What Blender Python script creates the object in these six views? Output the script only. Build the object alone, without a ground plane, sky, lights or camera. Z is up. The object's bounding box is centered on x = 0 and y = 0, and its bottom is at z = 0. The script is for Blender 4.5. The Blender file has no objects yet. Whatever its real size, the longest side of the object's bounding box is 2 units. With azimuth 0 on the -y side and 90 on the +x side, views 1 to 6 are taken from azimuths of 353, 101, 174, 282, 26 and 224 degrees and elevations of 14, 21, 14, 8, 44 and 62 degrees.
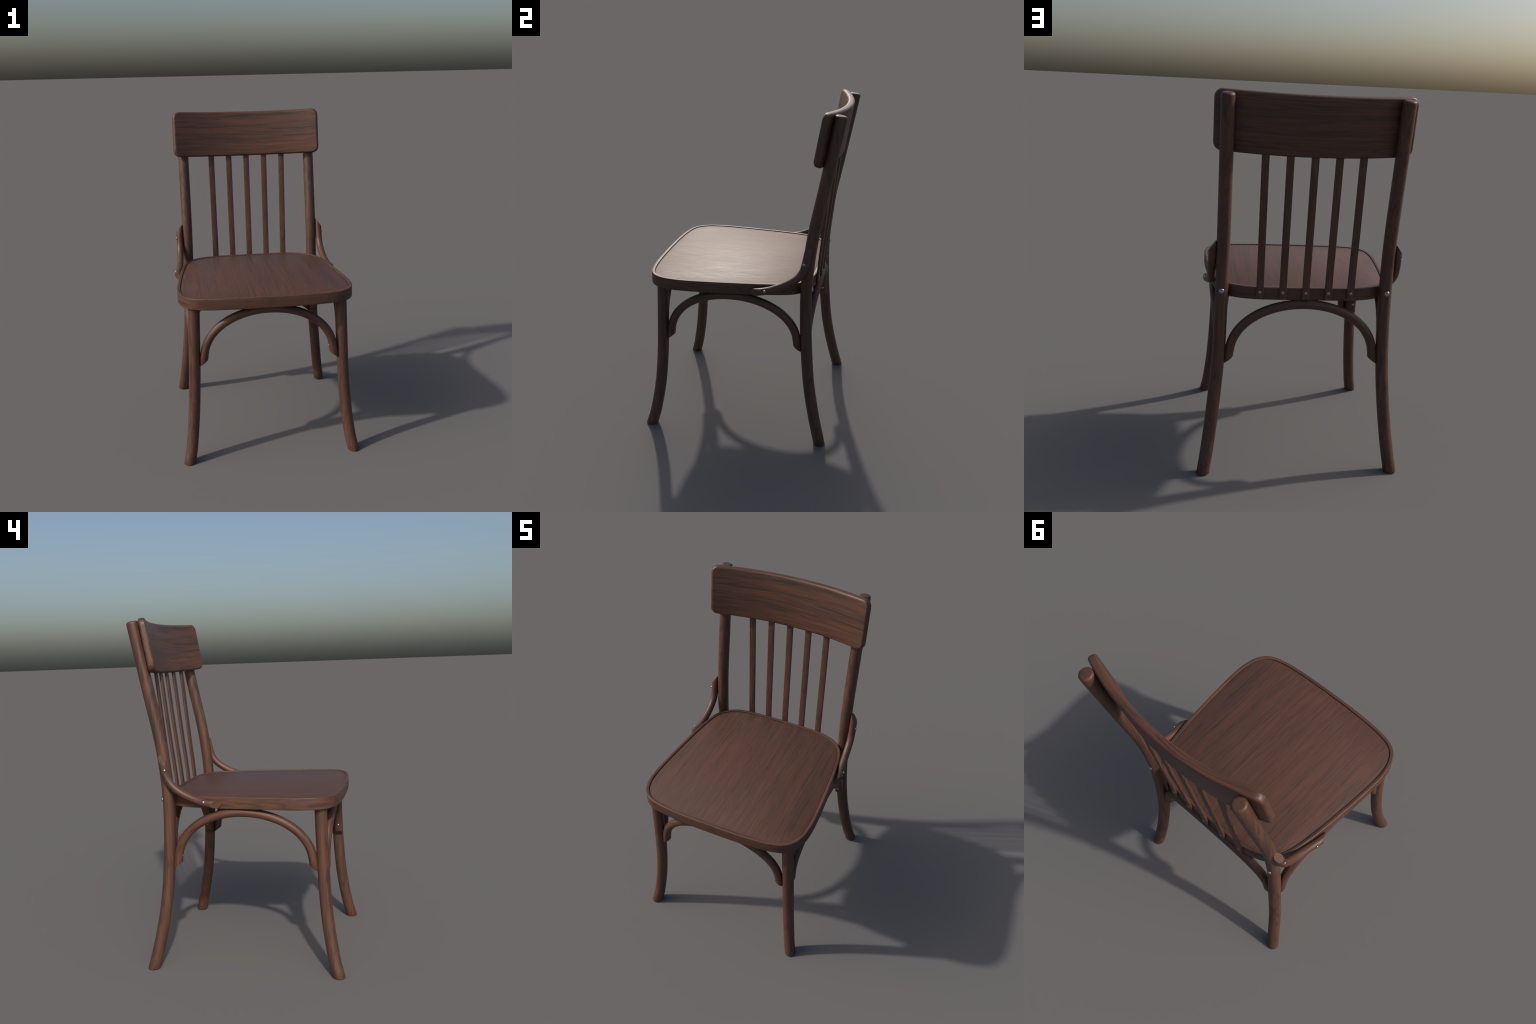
"""Bentwood side chair: plywood seat in a bent hoop, curved back board, five slats,
round splayed legs, four bent braces under the seat, two bent side braces, steel screws."""
import bpy, bmesh, math, random
from mathutils import Vector, Matrix

random.seed(7)
R_ARC = 1.46            # bend radius of the back board
SCN = bpy.context.scene

# ------------------------------------------------------------------ helpers
def link(ob, parent=None):
    SCN.collection.objects.link(ob)
    if parent is not None:
        ob.parent = parent
    return ob

def mesh_obj(name, verts, faces, mat, parent, angle=40):
    me = bpy.data.meshes.new(name)
    me.from_pydata([tuple(v) for v in verts], [], faces)
    bm = bmesh.new(); bm.from_mesh(me)
    bmesh.ops.recalc_face_normals(bm, faces=bm.faces[:])
    lim = math.radians(angle)
    for e in bm.edges:
        e.smooth = not (len(e.link_faces) == 2 and e.calc_face_angle(0) > lim)
    for f in bm.faces:
        f.smooth = True
    bm.to_mesh(me); bm.free()
    me.materials.append(mat)
    return link(bpy.data.objects.new(name, me), parent)

def catmull(pts, n, closed=False):
    """Centripetal-ish Catmull-Rom through pts, resampled to n evenly spaced points."""
    P = [Vector(p) for p in pts]
    m = len(P)
    dense = []
    segs = m if closed else m - 1
    for i in range(segs):
        if closed:
            p0, p1, p2, p3 = P[(i-1) % m], P[i], P[(i+1) % m], P[(i+2) % m]
        else:
            p1, p2 = P[i], P[i+1]
            p0 = P[i-1] if i else p1*2 - p2
            p3 = P[i+2] if i+2 < m else p2*2 - p1
        t1 = 0.0
        d01, d12, d23 = [(max((b-a).length, 1e-9))**0.5 for a, b in ((p0, p1), (p1, p2), (p2, p3))]
        m1 = (p1-p0)/d01 - (p2-p0)/(d01+d12) + (p2-p1)/d12
        m2 = (p2-p1)/d12 - (p3-p1)/(d12+d23) + (p3-p2)/d23
        m1 *= d12; m2 *= d12
        for k in range(24):
            t = k/24
            a = 2*t**3-3*t**2+1; b = t**3-2*t**2+t; c = -2*t**3+3*t**2; d = t**3-t**2
            dense.append(p1*a + m1*b + p2*c + m2*d)
    dense.append(P[0] if closed else P[-1])
    L = [0.0]
    for a, b in zip(dense, dense[1:]):
        L.append(L[-1] + (b-a).length)
    out = []; j = 0
    cnt = n if closed else n-1
    for i in range(n):
        s = L[-1]*i/cnt
        while j < len(L)-2 and L[j+1] < s:
            j += 1
        f = (s-L[j])/max(L[j+1]-L[j], 1e-12)
        out.append(dense[j].lerp(dense[j+1], f))
    return out

def smooth_open(P, it):
    P = [p.copy() for p in P]
    for _ in range(it):
        Q = [p.copy() for p in P]
        for i in range(1, len(P)-1):
            Q[i] = P[i]*0.5 + (P[i-1]+P[i+1])*0.25
        P = Q
    return P

def smooth_closed(P, it):
    for _ in range(it):
        P = [P[i]*0.5 + (P[i-1]+P[(i+1) % len(P)])*0.25 for i in range(len(P))]
    return P

def tube(name, path, r, mat, parent, start=None, end=None, seg=32):
    """Round rod along path.  start/end: ('round', radius) or ('cut', point, normal)."""
    P = path; n = len(P)
    T = []
    for i in range(n):
        a = P[max(i-1, 0)]; b = P[min(i+1, n-1)]
        T.append((b-a).normalized())
    ref = Vector((0, 1, 0)) if abs(T[0].y) < 0.8 else Vector((1, 0, 0))
    N = (ref - T[0]*ref.dot(T[0])).normalized()
    frames = []
    for i in range(n):
        if i:
            N = (N - T[i]*N.dot(T[i])).normalized()
        frames.append((P[i], T[i], N.copy(), T[i].cross(N)))
    rings = []      # each ring: list of Vector
    def ring(fr, rr, shift=0.0):
        p, t, u, v = fr
        return [p + t*shift + (u*math.cos(2*math.pi*k/seg) + v*math.sin(2*math.pi*k/seg))*rr for k in range(seg)]
    def cut_rings(fr, spec, sgn):
        p, t, u, v = fr
        _, c, nrm = spec
        c = Vector(c); nrm = Vector(nrm).normalized()
        bev = 0.0014
        res = []
        for rr, off in ((r, -bev), (r-bev*0.35, -bev*0.3), (r-bev, 0.0)):
            R = []
            for q in ring(fr, rr):
                R.append(q + t*(((c + nrm*off) - q).dot(nrm)/t.dot(nrm)))
            res.append(R)
        return res
    def round_rings(fr, rad, sgn):
        res = []
        for k in range(0, 7):
            a = math.pi/2*k/6
            res.append(ring(fr, r - rad*(1-math.cos(a)), sgn*(-rad + rad*math.sin(a))))
        return res
    def inside(q, spec):
        return (q - Vector(spec[1])).dot(Vector(spec[2]).normalized()) < -r*1.25
    body = list(range(n))
    if start:
        if start[0] == 'cut':
            body = [i for i in body if i > n//2 or inside(P[i], start)]
            rings += list(reversed(cut_rings(frames[body[0]], start, -1)))
        else:
            body = [i for i in body if (P[i]-P[0]).length > start[1]*1.05 or i > n//2]
            rings += list(reversed(round_rings(frames[0], start[1], -1)))
    tail = []
    if end:
        if end[0] == 'cut':
            body = [i for i in body if i < n//2 or inside(P[i], end)]
            tail = cut_rings(frames[body[-1]], end, 1)
        else:
            body = [i for i in body if (P[i]-P[-1]).length > end[1]*1.05 or i < n//2]
            tail = round_rings(frames[-1], end[1], 1)
    rings += [ring(frames[i], r) for i in body] + tail
    verts = [q for R in rings for q in R]; faces = []
    for i in range(len(rings)-1):
        for k in range(seg):
            a = i*seg+k; b = i*seg+(k+1) % seg
            faces.append((a, b, b+seg, a+seg))
    for base in (0, (len(rings)-1)*seg):
        verts.append(sum(verts[base:base+seg], Vector())/seg)
        c = len(verts)-1
        for k in range(seg):
            faces.append((base+k, base+(k+1) % seg, c))
    ob = mesh_obj(name, verts, faces, mat, parent, 30)
    for p in ob.data.polygons:
        if len(p.vertices) == 3:
            p.use_smooth = False
    return ob

# ------------------------------------------------------------------ materials
class Nodes:
    def __init__(s, name):
        s.m = bpy.data.materials.new(name); s.m.use_nodes = True
        s.t = s.m.node_tree; s.t.nodes.clear()
    def n(s, typ, **kw):
        nd = s.t.nodes.new(typ)
        for k, v in kw.items():
            setattr(nd, k, v)
        return nd
    def put(s, sock, val):
        if isinstance(val, bpy.types.NodeSocket):
            s.t.links.new(val, sock)
        elif val is not None:
            sock.default_value = val
    def math(s, op, a, b=None, c=None, clamp=False):
        nd = s.n('ShaderNodeMath', operation=op, use_clamp=clamp)
        s.put(nd.inputs[0], a); s.put(nd.inputs[1], b); s.put(nd.inputs[2], c)
        return nd.outputs[0]
    def comb(s, x, y, z):
        nd = s.n('ShaderNodeCombineXYZ')
        for i, v in enumerate((x, y, z)):
            s.put(nd.inputs[i], v)
        return nd.outputs[0]
    def noise(s, vec, scale, detail=3, rough=0.55, dist=0.0):
        nd = s.n('ShaderNodeTexNoise')
        s.put(nd.inputs['Vector'], vec); nd.inputs['Scale'].default_value = scale
        nd.inputs['Detail'].default_value = detail; nd.inputs['Roughness'].default_value = rough
        nd.inputs['Distortion'].default_value = dist
        return nd.outputs[0]
    def ramp(s, fac, stops, interp='LINEAR'):
        nd = s.n('ShaderNodeValToRGB'); cr = nd.color_ramp; cr.interpolation = interp
        while len(cr.elements) < len(stops):
            cr.elements.new(0.5)
        for e, (p, c) in zip(cr.elements, stops):
            e.position = p
            e.color = (c, c, c, 1) if isinstance(c, (int, float)) else (*c, 1)
        s.put(nd.inputs[0], fac)
        return nd.outputs[0]
    def mix(s, fac, a, b, blend='MIX'):
        nd = s.n('ShaderNodeMix', data_type='RGBA', blend_type=blend)
        s.put(nd.inputs[0], fac); s.put(nd.inputs[6], a); s.put(nd.inputs[7], b)
        return nd.outputs[2]

LIGHT = (0.129, 0.0520, 0.0295)     # reddish walnut
MID   = (0.090, 0.0400, 0.0245)
DARK  = (0.043, 0.0262, 0.0198)     # greyish dark grain

def wood(name, space, seed=0.0, fine=1.0, contrast=1.0, rough=0.50, lines=0.75, wander=0.03, ior=1.5, bump=0.10, stretch=1.0, bandw=0.28, warm=0.35):
    """Grain runs along the third axis of a local grain space chosen per part:
    'x','y','z' straight; ('arch','x'|'y',centre,zc,a,b) follows a bent rod; ('hoop',...) runs round the seat."""
    N = Nodes(name)
    tc = N.n('ShaderNodeTexCoord'); oi = N.n('ShaderNodeObjectInfo')
    sep = N.n('ShaderNodeSeparateXYZ'); N.put(sep.inputs[0], tc.outputs['Object'])
    X, Y, Z = sep.outputs
    if space == 'x':
        g = (Y, Z, X)
    elif space == 'board':       # grain follows the bend of the back board
        g = (N.math('MULTIPLY_ADD', N.math('MULTIPLY', X, X), 0.5/R_ARC, Y), Z, X)
    elif space == 'y':
        g = (X, Z, Y)
    elif space == 'z':
        g = (X, Y, Z)
    elif space[0] == 'arch':
        _, ax, c, zc, a, b = space
        h, o = (X, Y) if ax == 'x' else (Y, X)
        hn = N.math('DIVIDE', N.math('SUBTRACT', h, c), a)
        zn = N.math('DIVIDE', N.math('SUBTRACT', Z, zc), b)
        rho = N.math('SQRT', N.math('ADD', N.math('MULTIPLY', hn, hn), N.math('MULTIPLY', zn, zn)))
        g = (N.math('MULTIPLY', rho, (a+b)/2), o, N.math('MULTIPLY', N.math('ARCTAN2', zn, hn), (a+b)/2))
    else:
        _, cy, a, b = space
        xn = N.math('DIVIDE', X, a); yn = N.math('DIVIDE', N.math('SUBTRACT', Y, cy), b)
        x4 = N.math('POWER', N.math('ABSOLUTE', xn), 4.0); y4 = N.math('POWER', N.math('ABSOLUTE', yn), 4.0)
        rho = N.math('POWER', N.math('ADD', x4, y4), 0.25)
        g = (N.math('MULTIPLY', rho, (a+b)/2), Z, N.math('MULTIPLY', N.math('ARCTAN2', xn, N.math('MULTIPLY', yn, -1.0)), (a+b)/2))
    off = N.math('ADD', N.math('MULTIPLY', oi.outputs['Random'], 13.7), seed)
    u = N.math('ADD', g[0], off); v = N.math('ADD', g[1], N.math('MULTIPLY', off, 1.7)); w = N.math('ADD', g[2], off)
    # slow wander of the fibres
    wv = N.comb(N.math('MULTIPLY', u, 6.0), N.math('MULTIPLY', v, 6.0), N.math('MULTIPLY', w, 2.4))
    wob = N.n('ShaderNodeTexNoise'); N.put(wob.inputs['Vector'], wv)
    wob.inputs['Scale'].default_value = 1.0; wob.inputs['Detail'].default_value = 3.0
    ws = N.n('ShaderNodeSeparateXYZ'); N.put(ws.inputs[0], wob.outputs['Color'])
    u2 = N.math('ADD', u, N.math('MULTIPLY', N.math('SUBTRACT', ws.outputs[0], 0.5), wander))
    v2 = N.math('ADD', v, N.math('MULTIPLY', N.math('SUBTRACT', ws.outputs[1], 0.5), wander))
    # broad annual bands, medium streaks, hair-fine fibres
    def streak(cs, ls, detail, rough_, uu=u2, vv=v2):
        vec = N.comb(N.math('MULTIPLY', uu, cs), N.math('MULTIPLY', vv, cs), N.math('MULTIPLY', w, ls*stretch))
        return N.noise(vec, 1.0, detail, rough_)
    band = streak(20.0*fine, 0.9*fine, 2.0, 0.5)
    med = streak(80.0*fine, 2.0*fine, 3.0, 0.6)
    hair = streak(270.0*fine, 5.0*fine, 2.0, 0.6)
    rings = N.math('SINE', N.math('MULTIPLY', streak(17.0*fine, 0.75*fine, 1.0, 0.4), 64.0))
    rings = N.math('MULTIPLY_ADD', rings, 0.5, 0.5)
    tone = N.math('ADD', N.math('MULTIPLY', band, bandw),
                  N.math('ADD', N.math('MULTIPLY', med, 0.46), N.math('MULTIPLY', hair, 0.54-bandw)))
    d = 0.13/contrast
    col = N.ramp(tone, [(0.5-d, DARK), (0.5-d*0.1, MID), (0.5+d, LIGHT)])
    # thin warm red-brown streaks
    red = N.ramp(streak(115.0*fine, 1.5*fine, 2.0, 0.5), [(0.56, 0.0), (0.70, 1.0)])
    col = N.mix(N.math('MULTIPLY', red, warm), col, (LIGHT[0]*1.18, LIGHT[1]*1.02, LIGHT[2]*0.96, 1))
    # thin dark latewood lines, broken along the grain
    line = N.ramp(rings, [(0.0, 1.0), (0.34, 0.0)])
    brk = N.ramp(streak(30.0*fine, 2.0*fine, 2.0, 0.5), [(0.36, 0.0), (0.60, 1.0)])
    lf = N.math('MULTIPLY', N.math('MULTIPLY', line, brk), lines, clamp=True)
    col = N.mix(lf, col, (DARK[0]*0.72, DARK[1]*0.75, DARK[2]*0.8, 1))
    # a few short dark pores
    pore = N.ramp(streak(210.0*fine, 5.0*fine, 1.0, 0.4), [(0.66, 0.0), (0.76, 1.0)])
    col = N.mix(N.math('MULTIPLY', pore, 0.5), col, (DARK[0]*0.7, DARK[1]*0.72, DARK[2]*0.75, 1))
    b = N.n('ShaderNodeBsdfPrincipled')
    N.put(b.inputs['Base Color'], col)
    N.put(b.inputs['Roughness'], N.math('MULTIPLY_ADD', hair, 0.24, N.math('MULTIPLY_ADD', med, 0.12, rough-0.18)))
    b.inputs['IOR'].default_value = ior
    bp = N.n('ShaderNodeBump'); bp.inputs['Strength'].default_value = bump; bp.inputs['Distance'].default_value = 0.002
    N.put(bp.inputs['Height'], N.math('ADD', N.math('MULTIPLY', hair, 0.6), N.math('MULTIPLY', med, 0.5)))
    N.put(b.inputs['Normal'], bp.outputs[0])
    o = N.n('ShaderNodeOutputMaterial'); N.put(o.inputs[0], b.outputs[0])
    return N.m

def steel():
    N = Nodes('brushed_steel')
    tc = N.n('ShaderNodeTexCoord')
    f = N.noise(tc.outputs['Object'], 90.0, 3.0)
    b = N.n('ShaderNodeBsdfPrincipled')
    N.put(b.inputs['Base Color'], N.ramp(f, [(0.3, (0.30, 0.31, 0.32)), (0.7, (0.44, 0.44, 0.44))]))
    b.inputs['Metallic'].default_value = 1.0
    N.put(b.inputs['Roughness'], N.math('MULTIPLY_ADD', f, 0.2, 0.27))
    o = N.n('ShaderNodeOutputMaterial'); N.put(o.inputs[0], b.outputs[0])
    return N.m

M_LEG = wood('walnut_lengthwise', 'z', 0.3, fine=1.2, wander=0.02)
M_SLAT = wood('walnut_slat', 'z', 4.1, contrast=0.9)
M_RAIL = wood('walnut_board', 'board', 2.2, fine=1.3, contrast=1.1, rough=0.48, lines=0.6, wander=0.03, warm=0.6)
M_PANEL = wood('walnut_veneer', 'y', 5.5, fine=1.25, contrast=0.72, rough=0.55, lines=0.12, wander=0.024, bump=0.40, stretch=1.25, bandw=0.20, warm=0.15)
M_HOOP = wood('walnut_hoop', ('hoop', -0.067, 0.51, 0.50), 3.4, contrast=0.9, rough=0.56)
M_FB = wood('walnut_bent_wide', ('arch', 'x', 0.0, 0.62, 0.386, 0.30), 6.2, fine=1.2, wander=0.02)
M_SB = wood('walnut_bent_deep', ('arch', 'y', -0.0328, 0.62, 0.3885, 0.299), 7.9, fine=1.2, wander=0.02)
M_ARM = wood('walnut_bent_brace', ('arch', 'y', 0.10, 1.2235, 0.308, 0.2535), 9.3, fine=1.2, wander=0.02)
M_STEEL = steel()

# ------------------------------------------------------------------ the chair
chair = link(bpy.data.objects.new('wooden_chair', None))
chair['label'] = 'dark walnut bentwood dining chair with slatted back'
chair['category'] = 'dining chair'

# ---- screws: domed steel heads, one shared mesh, scaled per place
def dome_mesh():
    me = bpy.data.meshes.new('screw')
    seg, V, F = 20, [], []
    prof = [(1.0, -0.3), (1.0, 0.02)] + [(math.cos(a), 0.02+0.52*math.sin(a)) for a in [math.pi/2*k/6 for k in range(1, 6)]]
    for rr, h in prof:
        for k in range(seg):
            V.append((rr*math.cos(2*math.pi*k/seg), rr*math.sin(2*math.pi*k/seg), h))
    V += [(0, 0, 0.54), (0, 0, -0.3)]
    for i in range(len(prof)-1):
        for k in range(seg):
            a, b = i*seg+k, i*seg+(k+1) % seg
            F.append((a, b, b+seg, a+seg))
    for k in range(seg):
        F.append(((len(prof)-1)*seg+k, (len(prof)-1)*seg+(k+1) % seg, len(V)-2))
        F.append(((k+1) % seg, k, len(V)-1))
    me.from_pydata(V, [], F)
    for p in me.polygons:
        p.use_smooth = True
    me.materials.append(M_STEEL)
    return me
SCREW = dome_mesh()
def screw(pos, nrm, rad, parent, flat=1.0):
    ob = bpy.data.objects.new('screw', SCREW)
    link(ob, parent)
    ob.matrix_local = Matrix.Translation(pos) @ Vector(nrm).to_track_quat('Z', 'Y').to_matrix().to_4x4() @ Matrix.Diagonal((rad, rad, rad*flat, 1))
    return ob

# ---- seat outline (right half, front centre to back centre), mirrored
HALF = [(0, -.572), (.10, -.5715), (.235, -.567), (.345, -.556), (.425, -.537), (.469, -.509), (.499, -.466),
        (.514, -.420), (.5225, -.355), (.5225, -.280), (.513, -.140), (.493, .065), (.477, .180), (.465, .245),
        (.450, .302), (.431, .342), (.397, .379), (.349, .409), (.270, .4320), (.140, .4395), (0, .4415)]
loop = HALF + [(-x, y) for x, y in reversed(HALF[1:-1])]
OUT = smooth_closed(catmull([(x, y, 0) for x, y in loop], 288, closed=True), 6)

def inset(d):
    n = len(OUT); R = []
    for i in range(n):
        t = (OUT[(i+1) % n]-OUT[i-1]).normalized()
        R.append(OUT[i] + Vector((-t.y, t.x, 0))*d)
    return R

Z_BOT, Z_TOP, Z_PAN = 0.9425, 1.0100, 1.0055
def loft_closed(name, rows, mat, parent, cap_top=False, cap_bot=False, angle=40):
    n = len(OUT); V = []; F = []
    for d, z in rows:
        V += [Vector((p.x, p.y, z)) for p in inset(d)]
    m = len(rows)
    for i in range(m-1):
        for k in range(n):
            a, b = i*n+k, i*n+(k+1) % n
            F.append((a, b, b+n, a+n))
    if cap_top or cap_bot:
        F.append(tuple(range((m-1)*n, m*n))); F.append(tuple(reversed(range(0, n))))
    else:
        for k in range(n):
            a, b = (m-1)*n+k, (m-1)*n+(k+1) % n
            F.append((a, b, (k+1) % n, k))
    return mesh_obj(name, V, F, mat, parent, angle)

def fillet(d0, z0, dd, dz, r, k=5):
    """quarter round from the side (d0,z0) over to the flat"""
    return [(d0 + dd*r*(1-math.cos(math.pi/2*i/k)), z0 + dz*r*math.sin(math.pi/2*i/k)) for i in range(k+1)]

GROOVE = 0.0195
rows = [(0.10, Z_BOT), (0.004, Z_BOT)]
rows += list(reversed([(d, z) for d, z in fillet(0, Z_BOT+0.004, 1, -1, 0.004)]))
rows += fillet(0, Z_TOP-0.0055, 1, 1, 0.0055, 7)
rows += [(GROOVE-0.0016, Z_TOP), (GROOVE-0.0005, Z_TOP-0.0005), (GROOVE, Z_TOP-0.0016), (GROOVE, Z_PAN-0.012), (0.10, Z_PAN-0.0125)]
seat = loft_closed('seat_hoop', rows, M_HOOP, chair)
prow = [(GROOVE+0.0020, Z_PAN-0.016), (GROOVE+0.0020, Z_PAN-0.0012), (GROOVE+0.0024, Z_PAN-0.0004), (GROOVE+0.0034, Z_PAN)]
loft_closed('seat_panel', prow, M_PANEL, seat, cap_top=True, cap_bot=True)

# ---- legs
LEG_R = 0.0344
FRONT = [(.5015, -.5580, 0.0), (.4882, -.5410, .05), (.4742, -.5206, .15), (.4632, -.5050, .25), (.4555, -.4930, .35),
         (.4497, -.4850, .45), (.4455, -.4790, .55), (.4423, -.4755, .65), (.4395, -.4720, .75), (.4368, -.4690, .85),
         (.4340, -.4670, .95), (.4332, -.4662, .985)]
BACK = [(.5085, .5160, 0.0), (.5000, .5025, .05), (.4855, .4780, .15), (.4737, .4568, .25), (.4633, .4385, .35),
        (.4535, .4255, .45), (.4455, .4165, .55), (.4395, .4090, .65), (.4360, .4035, .75), (.4337, .4005, .85),
        (.4325, .3998, .95), (.4312, .4035, 1.05), (.4303, .4115, 1.15), (.4300, .4230, 1.25), (.4300, .4385, 1.35),
        (.4302, .4580, 1.45), (.4305, .4780, 1.55), (.4309, .4972, 1.65), (.4315, .5160, 1.75), (.4320, .5348, 1.85),
        (.4325, .5535, 1.95), (.4327, .5597, 1.983)]
legs = {}
for sx in (-1, 1):
    pf = smooth_open(catmull([(sx*(x-.0008), y+.0018*min(1, z*4), z) for x, y, z in FRONT], 60), 3)
    pb = smooth_open(catmull([(sx*x, y, z) for x, y, z in BACK], 110), 4)
    # feet stand flat: horizontal cut on the floor
    for p in (pf, pb):
        p.insert(0, p[0] + (p[0]-p[1])*1.5)
    legs['f', sx] = tube('front_leg', pf, LEG_R, M_LEG, chair, start=('cut', (0, 0, 0), (0, 0, -1)), end=None)
    legs['b', sx] = tube('back_leg', pb, LEG_R, M_LEG, chair, start=('cut', (0, 0, 0), (0, 0, -1)), end=('round', 0.013))

# ---- bent braces under the seat: half ellipses that bow gently outward, straight short ends
BR = 0.0247
def bent_brace(a, b, hc, end_off, top_off, axis, sgn, mat):
    """axis 'x': brace spans x, sits at y = sgn*offset; axis 'y': spans y, sits at x = sgn*offset."""
    zc, pts = 0.62, []
    def put(h, z):
        u = min(1.0, abs(h-hc)/a)
        off = sgn*(end_off + (top_off-end_off)*(1-u*u))
        return Vector((h, off, z)) if axis == 'x' else Vector((off, h, z))
    for k in range(8):
        pts.append(put(hc+a, 0.55+(zc-0.55)*k/8))
    for k in range(91):
        t = math.pi*k/90
        c, s_ = math.cos(t), math.sin(t)
        pts.append(put(hc + a*c, zc + b*s_**(2/2.12)))
    for k in range(7, -1, -1):
        pts.append(put(hc-a, 0.55+(zc-0.55)*k/8))
    path = smooth_open(catmull(pts, 110), 4)
    p0, p1 = pts[0], pts[-1]
    inward = (p1-p0).normalized()
    zc_cut = 0.6035
    na = Vector((0, 0, -1))*0.80 + inward*0.60
    nb = Vector((0, 0, -1))*0.80 - inward*0.60
    ob = tube('seat_brace', path, BR, mat, chair,
              start=('cut', (p0.x, p0.y, zc_cut), na), end=('cut', (p1.x, p1.y, zc_cut), nb))
    for p, d in ((p0, inward), (p1, -inward)):
        screw(Vector((p.x, p.y, 0.659)) + d*(BR+0.0016), d + Vector((0, 0, -.18)), 0.0084, ob)
    return ob

bent_brace(0.3858, 0.2985, 0.0, 0.4840, 0.5070, 'x', -1, M_FB)
bent_brace(0.3856, 0.3005, 0.0, 0.4060, 0.4360, 'x', 1, M_FB)
for sx in (-1, 1):
    bent_brace(0.3885, 0.2990, -0.0328, 0.4415, 0.4700, 'y', sx, M_SB)

# ---- side braces from seat to back posts
ARM = [(.4825, .4110, 1.275), (.4830, .4085, 1.225), (.4835, .3990, 1.160), (.4845, .3835, 1.106), (.4860, .3550, 1.0655),
       (.4880, .3065, 1.0300), (.4915, .2520, 1.0030), (.4975, .1930, .9825), (.5055, .1490, .9745), (.5125, .1050, .9715), (.5190, .0500, .9715)]
AR = 0.0217
for sx in (-1, 1):
    path = smooth_open(catmull([(sx*x, y, z) for x, y, z in ARM], 80), 3)
    ob = tube('side_brace', path, AR, M_ARM, chair,
              start=('cut', (sx*.4828, .4085, 1.2235), (sx*.80, 0, .60)),
              end=('cut', (sx*.5125, .1050, .9715), (sx*.857, -.515, 0)))
    screw((sx*(.4835+AR-.0005), .3935, 1.158), (sx, 0.03, 0), 0.0092, ob)
    screw((sx*(.5013+AR-.0008), .1715, .9825), (sx, -.06, 0), 0.0092, ob)
    # coach bolt through the back post into the seat
    screw((sx*.4335, .4000+LEG_R, .983), (0, 1, 0), 0.0145, legs['b', sx], 0.9)

# ---- curved back board: flat board bent to an arc, leaned back with the posts
TILT = math.radians(9.6)
W2, H2, TH = 0.5025, 0.1495, 0.0415
CORNER, EDGE = 0.042, 0.0135
def board():
    # rounded-rectangle outline in the face plane: top chain, left end, bottom chain, right end
    NC, NL, NS, K = 10, 48, 8, 6
    def chain(d):
        w, h, c = W2-d, H2-d, max(CORNER-d, 0.004)
        T = [(w-c+c*math.cos(a), h-c+c*math.sin(a)) for a in [math.pi/2*k/NC for k in range(NC+1)]]
        T += [(w-c-2*(w-c)*k/NL, h) for k in range(1, NL)]
        T += [(-x, z) for x, z in reversed(T[:NC+1])]
        hs = h-c
        left = [(-w, hs-2*hs*k/NS) for k in range(1, NS)]
        return T + left + [(x, -z) for x, z in reversed(T)] + [(-x, -z) for x, z in left]
    rows = []
    for k in range(K+1):
        a = math.pi/2*(1-k/K)
        rows.append((EDGE*(1-math.cos(a)), -TH/2 + EDGE*(1-math.sin(a))))
    for k in range(K+1):
        a = math.pi/2*k/K
        rows.append((EDGE*(1-math.cos(a)), TH/2 - EDGE*(1-math.sin(a))))
    loops = [[(x, z, y) for x, z in chain(d)] for d, y in rows]
    n = len(loops[0]); nt = 2*NC+NL+1
    V = [p for L in loops for p in L]; F = []
    for i in range(len(loops)-1):
        for k in range(n):
            a, b = i*n+k, i*n+(k+1) % n
            F.append((a, b, b+n, a+n))
    for base in (0, (len(loops)-1)*n):
        top = list(range(base, base+nt)); left = list(range(base+nt, base+nt+NS-1))
        bot = list(range(base+nt+NS-1, base+2*nt+NS-1)); right = list(range(base+2*nt+NS-1, base+n))
        bot.reverse()
        F.append((top[0], top[1], bot[1], bot[0], *right))
        for k in range(1, nt-2):
            F.append((top[k], top[k+1], bot[k+1], bot[k]))
        F.append((top[-2], top[-1], *left, bot[-1], bot[-2]))
    out = []
    for x, z, y in V:
        th = x/ R_ARC
        rr = R_ARC + y
        out.append(Vector((rr*math.sin(th), rr*math.cos(th)-R_ARC, z)))
    return out, F
V, F = board()
rail = mesh_obj('back_board', V, F, M_RAIL, chair, 50)
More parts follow.
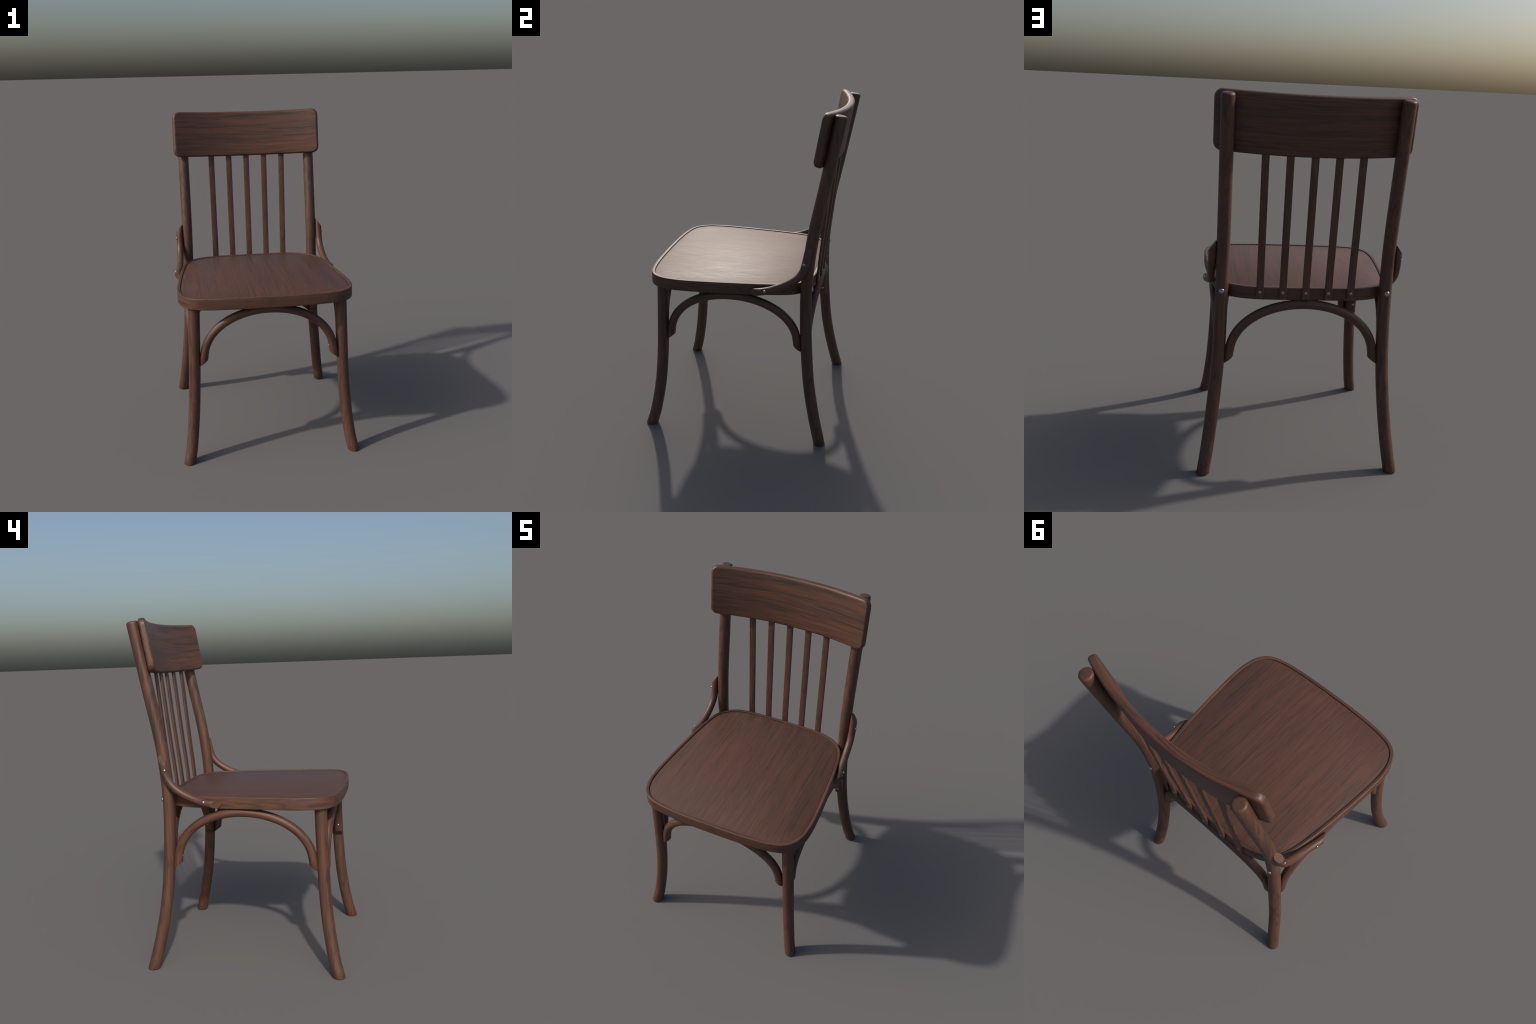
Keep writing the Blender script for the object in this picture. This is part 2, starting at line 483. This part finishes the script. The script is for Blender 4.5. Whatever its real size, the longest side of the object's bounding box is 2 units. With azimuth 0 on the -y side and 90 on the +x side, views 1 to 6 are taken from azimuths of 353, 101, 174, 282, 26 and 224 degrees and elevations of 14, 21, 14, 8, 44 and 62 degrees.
rail.matrix_local = Matrix.Translation((0, 0.5438, 1.8390)) @ Matrix.Rotation(-TILT, 4, 'X')

# ---- slats: one shared mesh, five leaning copies
def slat_mesh():
    path = smooth_open(catmull([(0, .4492, .9500), (0, .4500, .985), (0, .4545, 1.05), (0, .4645, 1.15), (0, .4760, 1.25),
                                (0, .4970, 1.45), (0, .5165, 1.65), (0, .5220, 1.70)], 40), 2)
    w, t, c = 0.0190, 0.0065, 0.0022
    sec = []
    for sxx, syy in ((1, 1), (-1, 1), (-1, -1), (1, -1)):
        for k in range(3):
            a = math.radians({(1, 1): 0, (-1, 1): 90, (-1, -1): 180, (1, -1): 270}[(sxx, syy)] + 45*k)
            sec.append((sxx*(w-c)+c*math.cos(a), syy*(t-c)+c*math.sin(a)))
    V, F = [], []
    m = len(sec)
    for i, p in enumerate(path):
        tg = (path[min(i+1, len(path)-1)]-path[max(i-1, 0)]).normalized()
        nrm = Vector((1, 0, 0)).cross(tg) * -1
        for a, b in sec:
            V.append(p + Vector((a, 0, 0)) + nrm*b)
    for i in range(len(path)-1):
        for k in range(m):
            a, b = i*m+k, i*m+(k+1) % m
            F.append((a, b, b+m, a+m))
    F.append(tuple(range(m))); F.append(tuple(range((len(path)-1)*m, len(path)*m)))
    return V, F
SV, SF = slat_mesh()
PIV = Vector((0, .4500, .985))
SV = [v-PIV for v in SV]
slat0 = None
for i in range(5):
    k = i-2
    x = k*0.1184
    if slat0 is None:
        ob = slat0 = mesh_obj('back_slat', SV, SF, M_SLAT, chair)
    else:
        ob = slat0.copy(); link(ob, chair)
    dyb = {0: 0.0, 1: -.0025, 2: -.0075}[abs(k)]
    lean = {0: 0.0, 1: .0025, 2: .0095}[abs(k)]/0.70
    yaw = -k*math.radians(2.2)
    ob.matrix_local = Matrix.Translation((x, PIV.y+dyb, PIV.z)) @ Matrix.Rotation(yaw, 4, 'Z') @ Matrix.Rotation(lean, 4, 'X')
    screw((0, .0062, 0.0), (0, 1, -.12), 0.0084, ob, 0.7)
